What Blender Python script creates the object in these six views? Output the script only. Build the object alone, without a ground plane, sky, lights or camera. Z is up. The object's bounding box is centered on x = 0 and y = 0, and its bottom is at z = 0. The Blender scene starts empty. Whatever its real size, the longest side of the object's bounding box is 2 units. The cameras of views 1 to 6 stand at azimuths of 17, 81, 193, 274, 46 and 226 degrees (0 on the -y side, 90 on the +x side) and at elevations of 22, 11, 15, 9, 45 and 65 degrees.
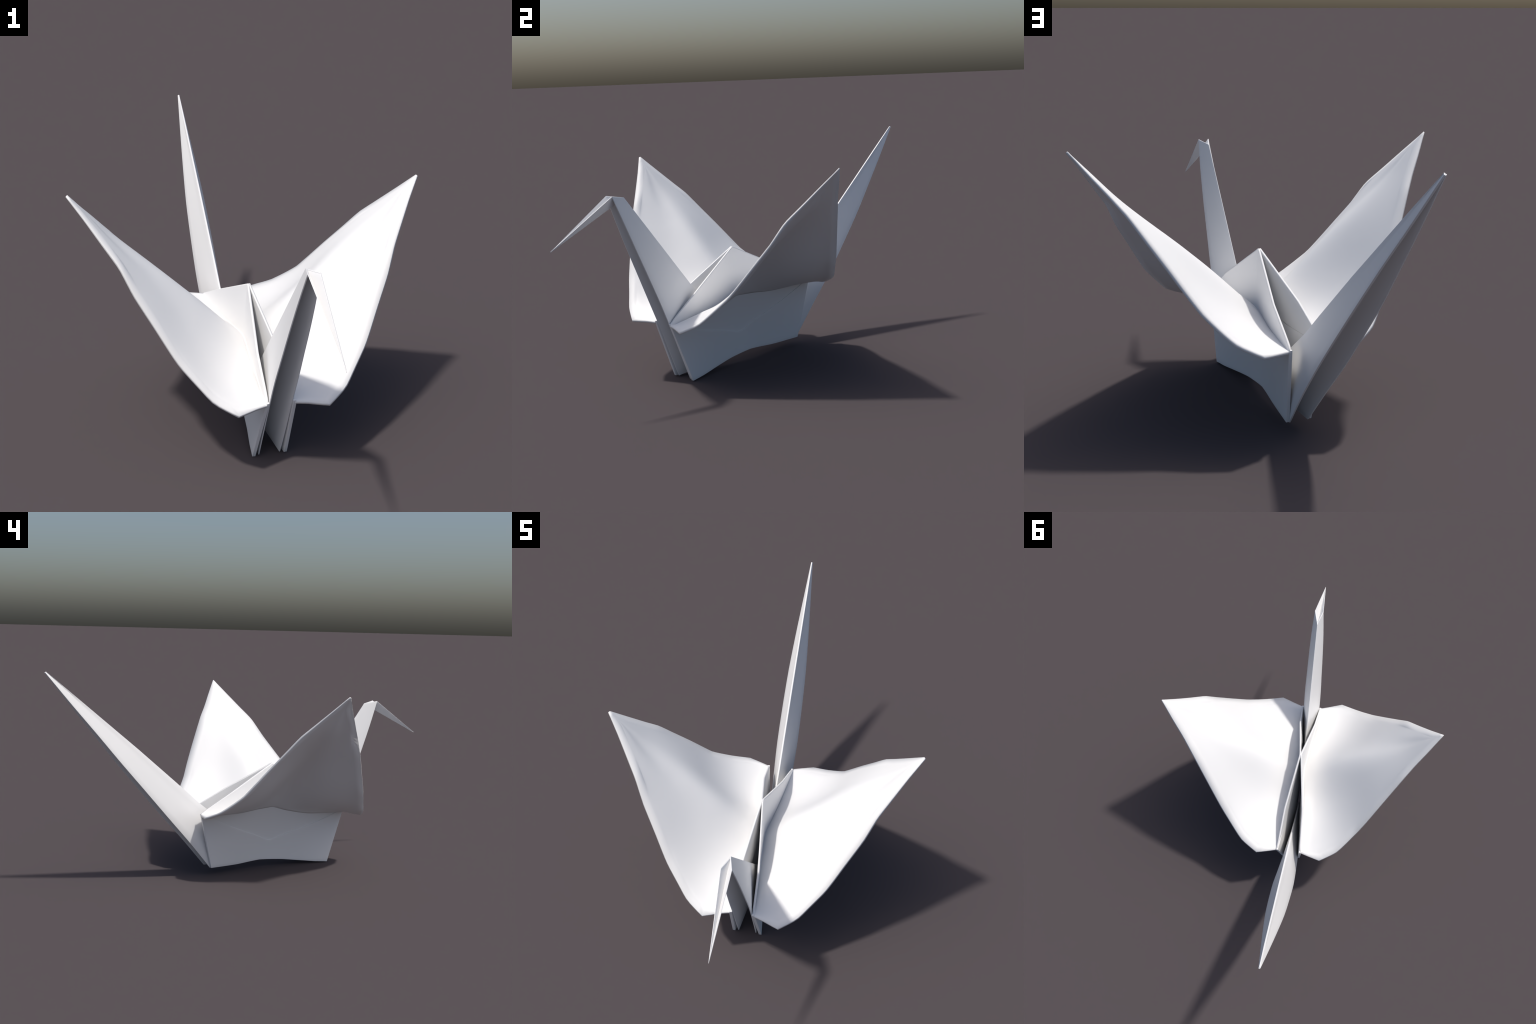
import bpy, math
import numpy as np
from mathutils import Vector

# ---------------------------------------------------------------------------
# Folded white paper crane.  Everything is laid out in the bird's own frame:
#   a = sideways distance from the mirror plane, b = forward (to the beak), z = up
# and is then turned into place; the bird is a mirror image left / right.
# ---------------------------------------------------------------------------
TURN = math.radians(35.06)
SHIFT = 0.002
LAT = np.array([math.cos(TURN), math.sin(TURN), 0.0])
FWD = np.array([math.sin(TURN), -math.cos(TURN), 0.0])
UP = np.array([0.0, 0.0, 1.0])


def place(p, side=1):
    p = np.asarray(p, float)
    return (side * p[..., 0:1] + SHIFT) * LAT + p[..., 1:2] * FWD + p[..., 2:3] * UP


# ---------------------------------------------------------------- helpers --
def along(points, n=None, at=None, key=None):
    """Polyline resampled by arc length (n) or at given parameters (at, key)."""
    p = np.asarray(points, float)
    if key is None:
        s = np.r_[0, np.cumsum(np.linalg.norm(np.diff(p, axis=0), axis=1))]
        s = s / s[-1]
    else:
        s = np.asarray(key, float)
    t = np.linspace(0, 1, n) if at is None else np.asarray(at, float)
    return np.stack([np.interp(t, s, p[:, i]) for i in range(3)], -1)


def smooth_along(points, at, key=None, soft=1.0):
    """Catmull-Rom through the points (soft=1) blended with the polyline (soft=0)."""
    p = np.asarray(points, float)
    if key is None:
        s = np.r_[0, np.cumsum(np.linalg.norm(np.diff(p, axis=0), axis=1))]
        s = s / s[-1]
    else:
        s = np.asarray(key, float)
    m = np.zeros_like(p)
    for i in range(len(p)):
        if i == 0:
            m[i] = (p[1] - p[0]) / (s[1] - s[0])
        elif i == len(p) - 1:
            m[i] = (p[-1] - p[-2]) / (s[-1] - s[-2])
        else:
            h0, h1 = s[i] - s[i - 1], s[i + 1] - s[i]
            d0, d1 = (p[i] - p[i - 1]) / h0, (p[i + 1] - p[i]) / h1
            m[i] = (d0 * h1 + d1 * h0) / (h0 + h1)
    at = np.asarray(at, float)
    k = np.clip(np.searchsorted(s, at, side='right') - 1, 0, len(p) - 2)
    h = (s[k + 1] - s[k])[:, None]
    t = ((at - s[k]) / (s[k + 1] - s[k]))[:, None]
    c = ((2 * t**3 - 3 * t**2 + 1) * p[k] + (t**3 - 2 * t**2 + t) * h * m[k]
         + (-2 * t**3 + 3 * t**2) * p[k + 1] + (t**3 - t**2) * h * m[k + 1])
    line = p[k] * (1 - t) + p[k + 1] * t
    return soft * c + (1 - soft) * line


def grid_normals(g):
    du = np.gradient(g, axis=0)
    dv = np.gradient(g, axis=1)
    n = np.cross(du, dv)
    ln = np.linalg.norm(n, axis=2, keepdims=True)
    return n / np.maximum(ln, 1e-12)


def relax(g, first_row, times):
    """Even out the sheet between its outline and the first row named."""
    g = g.copy()
    n = grid_normals(g)[first_row:-1, 2:-2]
    rows = n.shape[0]
    ease = np.clip((rows - 1 - np.arange(rows)) / 14.0, 0, 1)[:, None, None]
    for _ in range(times):
        q = g[first_row:-1, 2:-2]
        avg = 0.25 * (g[first_row - 1:-2, 2:-2] + g[first_row + 1:, 2:-2]) + 0.25 * (g[first_row:-1, 1:-3] + g[first_row:-1, 3:-1])
        step = ((avg - q) * n).sum(axis=2, keepdims=True) * n
        g[first_row:-1, 2:-2] = q + 0.5 * step * ease
    return g


def calm_tip(n, rows=16):
    """Near the wing tip all columns share one thickness direction."""
    n = n.copy()
    for k in range(1, rows + 1):
        mean = n[-k, 10:-10].mean(axis=0)
        mix = min(1.0, (rows + 1 - k) / 11.0)
        row = n[-k] * (1 - mix) + mean * mix
        n[-k] = row / np.linalg.norm(row, axis=1, keepdims=True)
    return n


def finish(mesh, bevel, segments=2, angle=40):
    """Round the paper edges and leave flat faces flat."""
    ob = bpy.data.objects.new("edge_helper", mesh)
    bpy.context.scene.collection.objects.link(ob)
    if bevel > 0:
        m = ob.modifiers.new("bevel", 'BEVEL')
        m.width = bevel
        m.segments = segments
        m.limit_method = 'ANGLE'
        m.angle_limit = math.radians(angle)
        m.use_clamp_overlap = True
    dg = bpy.context.evaluated_depsgraph_get()
    out = bpy.data.meshes.new_from_object(ob.evaluated_get(dg))
    bpy.data.objects.remove(ob)
    bpy.data.meshes.remove(mesh)
    return out


def sheet_mesh(name, g, thick, side=1, region=None, flip=False, inner=None, tip=False):
    """Closed shell: g is the outer face (rows x columns x 3), thick its depth."""
    nr, nc = g.shape[:2]
    n = grid_normals(g)
    if tip:
        n[-1] = n[-2]
        n = calm_tip(n)
    if flip:
        n = -n
    th = np.broadcast_to(np.asarray(thick, float), (nr, nc))[..., None]
    if inner is None:
        inner = g - n * th
    pts = place(np.concatenate([g.reshape(-1, 3), inner.reshape(-1, 3)]), side)
    N = nr * nc
    idx = np.arange(N).reshape(nr, nc)
    faces, mats = [], []
    for i in range(nr - 1):
        for j in range(nc - 1):
            a, b, c, d = idx[i, j], idx[i + 1, j], idx[i + 1, j + 1], idx[i, j + 1]
            r = 0 if region is None else region(i)
            faces.append((a, b, c, d)); mats.append(r)
            faces.append((a + N, d + N, c + N, b + N)); mats.append(r)
    ring = ([(0, j) for j in range(nc)] + [(i, nc - 1) for i in range(1, nr)]
            + [(nr - 1, j) for j in range(nc - 2, -1, -1)] + [(i, 0) for i in range(nr - 2, 0, -1)])
    for k in range(len(ring)):
        (i0, j0), (i1, j1) = ring[k], ring[(k + 1) % len(ring)]
        a, b = idx[i0, j0], idx[i1, j1]
        r = 0 if region is None else region(min(i0, i1))
        faces.append((a, b, b + N, a + N)); mats.append(r)
    me = bpy.data.meshes.new(name)
    me.from_pydata([tuple(p) for p in pts], [], [tuple(int(q) for q in f) for f in faces])
    for p, r in zip(me.polygons, mats):
        p.material_index = r
    import bmesh
    bm = bmesh.new(); bm.from_mesh(me)
    bmesh.ops.recalc_face_normals(bm, faces=bm.faces)
    bm.to_mesh(me); bm.free()
    return me


def shade(me, angle=32):
    me.polygons.foreach_set("use_smooth", [True] * len(me.polygons))
    me.set_sharp_from_angle(angle=math.radians(angle))


def split_by_region(me, names, material, parent):
    """Cut one seamless mesh into named parts that keep the whole's normals."""
    corner = [tuple(c.vector) for c in me.corner_normals]
    for r, name in enumerate(names):
        polys = [p for p in me.polygons if p.material_index == r]
        used, verts, faces, nrm = {}, [], [], []
        for p in polys:
            f = []
            for li in p.loop_indices:
                vi = me.loops[li].vertex_index
                if vi not in used:
                    used[vi] = len(verts)
                    verts.append(tuple(me.vertices[vi].co))
                f.append(used[vi]); nrm.append(corner[li])
            faces.append(f)
        part = bpy.data.meshes.new(name)
        part.from_pydata(verts, [], faces)
        part.polygons.foreach_set("use_smooth", [True] * len(part.polygons))
        part.normals_split_custom_set(nrm)
        add_object(name, part, material, parent)
    bpy.data.meshes.remove(me)


def add_object(name, me, material, parent):
    me.materials.clear()
    me.materials.append(material)
    for p in me.polygons:
        p.material_index = 0
    me.name = name
    ob = bpy.data.objects.new(name, me)
    bpy.context.scene.collection.objects.link(ob)
    ob.parent = parent
    return ob


# --------------------------------------------------------------- material --
def paper_material():
    mat = bpy.data.materials.new("white_paper")
    mat.use_nodes = True
    nt = mat.node_tree
    nd, lk = nt.nodes, nt.links
    bsdf = nd["Principled BSDF"]
    tc = nd.new("ShaderNodeTexCoord")
    cloud = nd.new("ShaderNodeTexNoise")
    cloud.inputs["Scale"].default_value = 3.0
    cloud.inputs["Detail"].default_value = 3.0
    ramp = nd.new("ShaderNodeValToRGB")
    ramp.color_ramp.elements[0].position = 0.3
    ramp.color_ramp.elements[0].color = (*PAPER_LOW, 1)
    ramp.color_ramp.elements[1].position = 0.7
    ramp.color_ramp.elements[1].color = (*PAPER_HIGH, 1)
    lk.new(tc.outputs["Object"], cloud.inputs["Vector"])
    lk.new(cloud.outputs["Fac"], ramp.inputs["Fac"])
    lk.new(ramp.outputs["Color"], bsdf.inputs["Base Color"])
    fibre = nd.new("ShaderNodeTexNoise")
    fibre.inputs["Scale"].default_value = 220.0
    fibre.inputs["Detail"].default_value = 2.0
    bump = nd.new("ShaderNodeBump")
    bump.inputs["Strength"].default_value = 0.02
    bump.inputs["Distance"].default_value = 0.001
    lk.new(tc.outputs["Object"], fibre.inputs["Vector"])
    lk.new(fibre.outputs["Fac"], bump.inputs["Height"])
    lk.new(bump.outputs["Normal"], bsdf.inputs["Normal"])
    bsdf.inputs["Roughness"].default_value = 0.55
    bsdf.inputs["Specular IOR Level"].default_value = 0.5
    return mat


PAPER_LOW = (0.80, 0.80, 0.80)
PAPER_HIGH = (0.80, 0.80, 0.80)

# ------------------------------------------------------------ the outlines --
TIP = (0.750, 0.145, 1.0667)
# upper sheet: crest of the back, valley where a wing leaves the back
ROOT_FRONT = (0.0603, 0.6325, 0.3145)
ROOT_BACK = (0.0714, -0.3561, 0.3692)
CREST = [ROOT_FRONT, (0.0500, 0.4433, 0.4440), (0.0065, 0.1484, 0.6240),
         (0.0560, -0.1415, 0.4793), ROOT_BACK]
CREST_KEY = [0, 0.2, 0.5, 0.8, 1]
VALLEY = [(0.064, 0.632, 0.3125), (0.046, 0.50, 0.309), (0.029, 0.367, 0.315), (0.022, 0.25, 0.343),
          (0.017, 0.155, 0.374), (0.029, 0.05, 0.370), (0.043, -0.07, 0.358), (0.058, -0.207, 0.359),
          (0.0755, -0.356, 0.367)]
# shoulder: a line on the wing a hand's breadth out from the valley
SHOULDER = [(0.109, 0.648, 0.3115), (0.102, 0.55, 0.334), (0.098, 0.453, 0.349), (0.092, 0.346, 0.363),
            (0.086, 0.247, 0.397), (0.081, 0.158, 0.432), (0.089, 0.07, 0.425), (0.097, -0.013, 0.400),
            (0.103, -0.094, 0.385), (0.107, -0.177, 0.377), (0.112, -0.368, 0.369)]
SHOULDER_AT = 0.05
# wing outline: front edge and back edge run from the drooping corners to the tip
FRONT_EDGE = [(0.193, 0.681, 0.309), (0.273, 0.634, 0.351), (0.321, 0.592, 0.404), (0.383, 0.540, 0.476),
              (0.456, 0.467, 0.597), (0.529, 0.395, 0.720), (0.576, 0.336, 0.823), (0.633, 0.272, 0.903),
              (0.691, 0.209, 0.984), (0.752, 0.149, 1.064)]
BACK_EDGE = [(0.189, -0.389, 0.373), (0.271, -0.344, 0.413), (0.364, -0.253, 0.511), (0.408, -0.211, 0.579),
             (0.459, -0.159, 0.662), (0.518, -0.097, 0.756), (0.576, -0.034, 0.851), (0.624, 0.019, 0.913),
             (0.687, 0.080, 0.989), (0.748, 0.142, 1.066)]
# ridge line down the middle of the wing's upper face
MIDDLE = [(0.017, 0.155, 0.374), (0.125, 0.156, 0.489), (0.181, 0.155, 0.542), (0.262, 0.155, 0.614),
          (0.365, 0.153, 0.706), (0.471, 0.152, 0.791), (0.578, 0.150, 0.880), (0.664, 0.147, 0.975),
          (0.750, 0.145, 1.066)]
ARCH_FRONT = 1.9
ARCH_BACK = 2.0
CORNER_AT = 0.12
EDGE_STRIP = 0.042    # the outermost strip of the wing rolls over its edge
WING_THICK = 0.011
BACK_THICK = 0.009

# side wall of the body
WALL_FB = (0.0722, 0.5161, 0.0012)
WALL_BB = (0.0486, -0.2737, 0.0440)
WALL_BOTTOM = [WALL_FB, (0.060, 0.436, 0.008), (0.042, 0.336, 0.021), (0.026, 0.214, 0.038),
               (0.019, 0.067, 0.050), (0.032, -0.103, 0.042), WALL_BB]
WALL_TOP = [(0.060, 0.6325, 0.318), (0.048, 0.50, 0.316), (0.038, 0.367, 0.326), (0.030, 0.25, 0.350),
            (0.022, 0.155, 0.370), (0.030, 0.05, 0.366), (0.046, -0.07, 0.358), (0.060, -0.207, 0.360),
            (0.0714, -0.356, 0.369)]
WALL_BELLY = -0.004     # the wall swells outward half way up, over the fold's point
WALL_THICK = 0.010
NOTCH = (0.1212, 0.1668)   # forward, height of the V of the folded-up flap

# neck, head, tail
NECK_TOP = (0.0, 0.8110, 0.9605)
CHEEK = (0.0250, 0.8929, 0.9743)
BEAK = (0.0, 1.2201, 0.7625)
NECK_RIDGE_END = (0.0, 0.115, 0.055)
NECK_EDGE = [CHEEK, (0.035, 0.839, 0.837), (0.041, 0.784, 0.701), (0.045, 0.728, 0.566),
             (0.049, 0.672, 0.430), (0.049, 0.617, 0.290), (0.049, 0.564, 0.146), (0.0483, 0.5111, 0.003)]
NECK_THICK = 0.0045
TAIL_TIP = (0.0, -1.2184, 1.1614)
TAIL_RIDGE = [(0.0, -1.212, 1.1625), (0.0, -0.706, 0.7420), (0.0, -0.455, 0.526), (0.0, -0.326, 0.413),
              (0.0, -0.20, 0.316), (0.0, 0.09, 0.062)]
TAIL_EDGE = [(0.0045, -1.2184, 1.159), (0.021, -1.088, 0.998), (0.037, -0.954, 0.838), (0.050, -0.821, 0.677),
             (0.056, -0.684, 0.518), (0.058, -0.548, 0.360), (0.051, -0.410, 0.204), (0.0415, -0.2758, 0.043)]
TAIL_THICK = 0.006


# ------------------------------------------------------------------- parts --
def upper_sheet():
    """Back and wing are one sheet: crest -> valley -> wing tip."""
    v = np.linspace(0, 1, 81)
    crest = along(CREST, at=v, key=CREST_KEY)
    fwd_share = (crest[:, 1] - ROOT_FRONT[1]) / (ROOT_BACK[1] - ROOT_FRONT[1])
    def by_forward(points, soft):
        y = np.array([p[1] for p in points])
        return smooth_along(points, fwd_share, key=(y - y[0]) / (y[-1] - y[0]), soft=soft)

    valley = by_forward(VALLEY, 0.8)
    shoulder = by_forward(SHOULDER, 1.0)
    rows = []
    for t in np.r_[0, 0.03, np.linspace(0.1, 1, 10)[:-1], 0.95, 0.98]:
        rows.append(crest * (1 - t) + valley * t)
    n_hump = len(rows)
    u = np.r_[0, 0.004, 0.012, 0.024, 0.037, SHOULDER_AT, 0.07, 0.095, np.linspace(CORNER_AT, 1, 40)]
    out = u > CORNER_AT + 1e-9
    share = np.clip(u / CORNER_AT, 0, 1)[:, None]
    edges = []
    for start, edge in ((VALLEY[0], FRONT_EDGE), (VALLEY[-1], BACK_EDGE)):
        line = np.asarray(start) * (1 - share) + np.asarray(edge[0]) * share
        line[out] = smooth_along(edge, (u[out] - CORNER_AT) / (1 - CORNER_AT), soft=0.4)
        edges.append(line)
    F, B = edges
    M = smooth_along(MIDDLE, u, soft=0.8)

    def section(i):
        """Cross line of the wing from its front edge over the middle to its back edge."""
        width = np.linalg.norm(F[i] - B[i]) + 1e-6
        open_up = np.clip(u[i] / CORNER_AT, 0, 1)
        inset = fwd_share[1] * (1 - open_up) + min(EDGE_STRIP / width, 0.40) * open_up
        w = fwd_share.copy()
        lo, hi = fwd_share[1], fwd_share[-2]
        w[1:-1] = inset + (fwd_share[1:-1] - lo) / (hi - lo) * (1 - 2 * inset)
        d = np.abs(2 * w - 1)
        tent = 0.5 * np.exp(-(d / 0.34) ** 2) + 0.5 * (1 - d) ** 1.15
        barrel = np.where(w < 0.5, 1 - d ** ARCH_FRONT, 1 - d ** ARCH_BACK)
        t = np.clip((u[i] - 0.14) / 0.60, 0, 1)
        hill = tent * (1 - t) + barrel * t
        row = F[i] * (1 - w)[:, None] + B[i] * w[:, None]
        return row + (M[i] - 0.5 * (F[i] + B[i])) * hill[:, None]

    i_s = int(np.argmin(np.abs(u - SHOULDER_AT)))
    lift = shoulder - section(i_s)
    for i, t in enumerate(u):
        if t <= SHOULDER_AT:
            k = t / SHOULDER_AT
            row = valley * (1 - k) + shoulder * k
            steep = k ** 0.6 - k          # the sheet turns up sharply out of the valley
            row[:, 2] += steep * (shoulder - valley)[:, 2] * np.clip(np.abs(2 * fwd_share - 1) / 0.4, 0, 1)
            rows.append(row)
        else:
            k = np.clip((t - SHOULDER_AT) / 0.40, 0, 1)
            rows.append(section(i) + lift * (1 - k) ** 2 * (1 + 0.5 * k))
    g = np.array(rows)
    g = relax(g, n_hump + i_s + 1, 30)
    # the soft lengthwise crease that runs out towards the tip
    n = grid_normals(g)
    col = fwd_share[None, :]
    run = np.zeros(len(g))
    run[n_hump:] = np.clip((u - 0.30) / 0.25, 0, 1) * np.clip((0.93 - u) / 0.25, 0, 1)
    groove = np.exp(-((col - 0.42) / 0.13) ** 2) * 0.007 - np.exp(-((col - 0.62) / 0.10) ** 2) * 0.002
    g = g - np.sign(n[n_hump + 10, 40, 2]) * n * (run[:, None] * groove)[..., None]
    th = np.full(g.shape[:2], WING_THICK)
    th[:n_hump] = BACK_THICK
    th[n_hump:] *= (1 - 0.5 * np.clip((u - 0.75) / 0.25, 0, 1))[:, None]
    # several layers meet where the wing leaves the body, under the middle of the back
    near = np.exp(-((u - 0.02) / 0.03) ** 2)[:, None] * np.exp(-((fwd_share - 0.48) / 0.10) ** 2)[None]
    th[n_hump:] += 0.008 * near
    return g, th, n_hump


def wall_grid():
    s = np.linspace(0, 1, 41)
    top = smooth_along(WALL_TOP, s, soft=0.8)
    bot = smooth_along(WALL_BOTTOM, s, soft=0.5)
    h = np.linspace(0, 1, 17)
    g = bot[None] * (1 - h)[:, None, None] + top[None] * h[:, None, None]
    belly = np.sin(np.pi * h)[:, None] * np.sin(np.pi * s)[None] ** 1.5
    g[..., 0] += WALL_BELLY * belly
    return g


def flap_grid(wall):
    """Lower part of the wall: the folded-up layer with a V-shaped upper edge."""
    nr, nc = wall.shape[:2]
    s = np.linspace(0, 1, nc)
    apex_s = 0.5
    # share of the wall's height that the flap covers
    cover = np.interp(s, [0, 0.03, apex_s - 0.02, apex_s + 0.02, 0.97, 1], [0.985, 0.965, 0.365, 0.365, 0.965, 0.985])
    h = np.linspace(0, 1, nr)
    g = np.zeros_like(wall)
    for j in range(nc):
        for k in range(3):
            g[:, j, k] = np.interp(h * cover[j], np.linspace(0, 1, nr), wall[:, j, k])
    g[..., 0] += 0.0042
    return g


def neck_lines():
    """Ridge and front edge of one neck flap."""
    s = np.r_[0, np.linspace(0.01, 1, 30)]
    return along([NECK_TOP, NECK_RIDGE_END], at=s), smooth_along(NECK_EDGE, s, soft=0.8)


def head_lines():
    s = np.linspace(0, 1, 16)
    ridge = along([(0.0, NECK_TOP[1], NECK_TOP[2] - 0.002), (0.0, 0.892, 0.9185), (BEAK[0], BEAK[1], BEAK[2] + 0.002)], at=s)
    edge = along([CHEEK, (0.0010, BEAK[1], BEAK[2] + 0.004)], at=s)
    return ridge, edge


def tail_lines():
    s = np.linspace(0, 1, 32)
    return along(TAIL_RIDGE, at=s), smooth_along(TAIL_EDGE, s, soft=0.8)


def folded_strip(name, ridge, edge, thick, fill, crown, material, parent, bevel, rows=7):
    """Two mirrored flaps hinged on a ridge; the fold is closed (fill) near the ridge."""
    t = np.linspace(0, 1, rows)[:, None, None]
    outer = ridge[None] * (1 - t) + edge[None] * t
    n = grid_normals(outer)
    n *= np.sign(n[..., 0:1] + 1e-9)
    reach = edge[:, 0] - ridge[:, 0]
    start = np.clip(np.maximum(thick * n[3, :, 0] / np.maximum(reach, 1e-4), fill), 0, 0.9)[None, :, None]
    ti = start + (1 - start) * t
    inner = ridge[None] * (1 - ti) + edge[None] * ti - n * thick
    inner[..., 0] = np.maximum(inner[..., 0], 0.0004)
    inner[0, :, 0] = 0.0004
    outer[0, :, 0] = np.minimum(crown, 0.8 * outer[1, :, 0] + 0.0016)    # the fold is a narrow flat, not a knife edge

    lean = 0.004 * np.clip((ridge[:, 1] + 0.3) / 0.9, -1, 0)     # the tail points a touch to the left

    def both(half):
        other = half.copy()
        other[..., 0] *= -1
        both_sides = np.concatenate([other[::-1], half])
        both_sides[..., 0] += lean
        return both_sides

    me = sheet_mesh(name, both(outer), thick, 1, inner=both(inner))
    me = finish(me, bevel)
    shade(me, 30)
    return add_object(name, me, material, parent)


def build():
    paper = paper_material()
    crane = bpy.data.objects.new("paper_crane", None)
    bpy.context.scene.collection.objects.link(crane)
    crane["label"] = "folded white paper origami crane with raised wings"
    crane["category"] = "paper crane"

    g, th, n_hump = upper_sheet()
    wall = wall_grid()
    flap = flap_grid(wall)
    for side in (1, -1):
        me = sheet_mesh("upper_sheet", g, th, side, region=lambda i: 1 if i < n_hump else 0,
                        flip=grid_normals(g)[n_hump + 10, 40, 2] < 0, tip=True)
        shade(me, 180)
        split_by_region(me, ["wing", "back_panel"], paper, crane)

        me = sheet_mesh("body_side", wall, WALL_THICK, side, flip=grid_normals(wall)[8, 20, 0] < 0)
        me = finish(me, 0.0015)
        shade(me)
        body = add_object("body_side", me, paper, crane)

        me = sheet_mesh("folded_flap", flap, 0.006, side, flip=grid_normals(flap)[8, 20, 0] < 0)
        me = finish(me, 0.0008)
        shade(me)
        add_object("folded_flap", me, paper, body)

    folded_strip("neck", *neck_lines(), NECK_THICK, 0.12, 0.0012, paper, crane, 0.0006)
    folded_strip("head", *head_lines(), 0.0025, 0.10, 0.0006, paper, crane, 0.0003)
    folded_strip("tail", *tail_lines(), TAIL_THICK, np.linspace(0.40, 0.59, 32), 0.0038, paper, crane, 0.0012)


build()
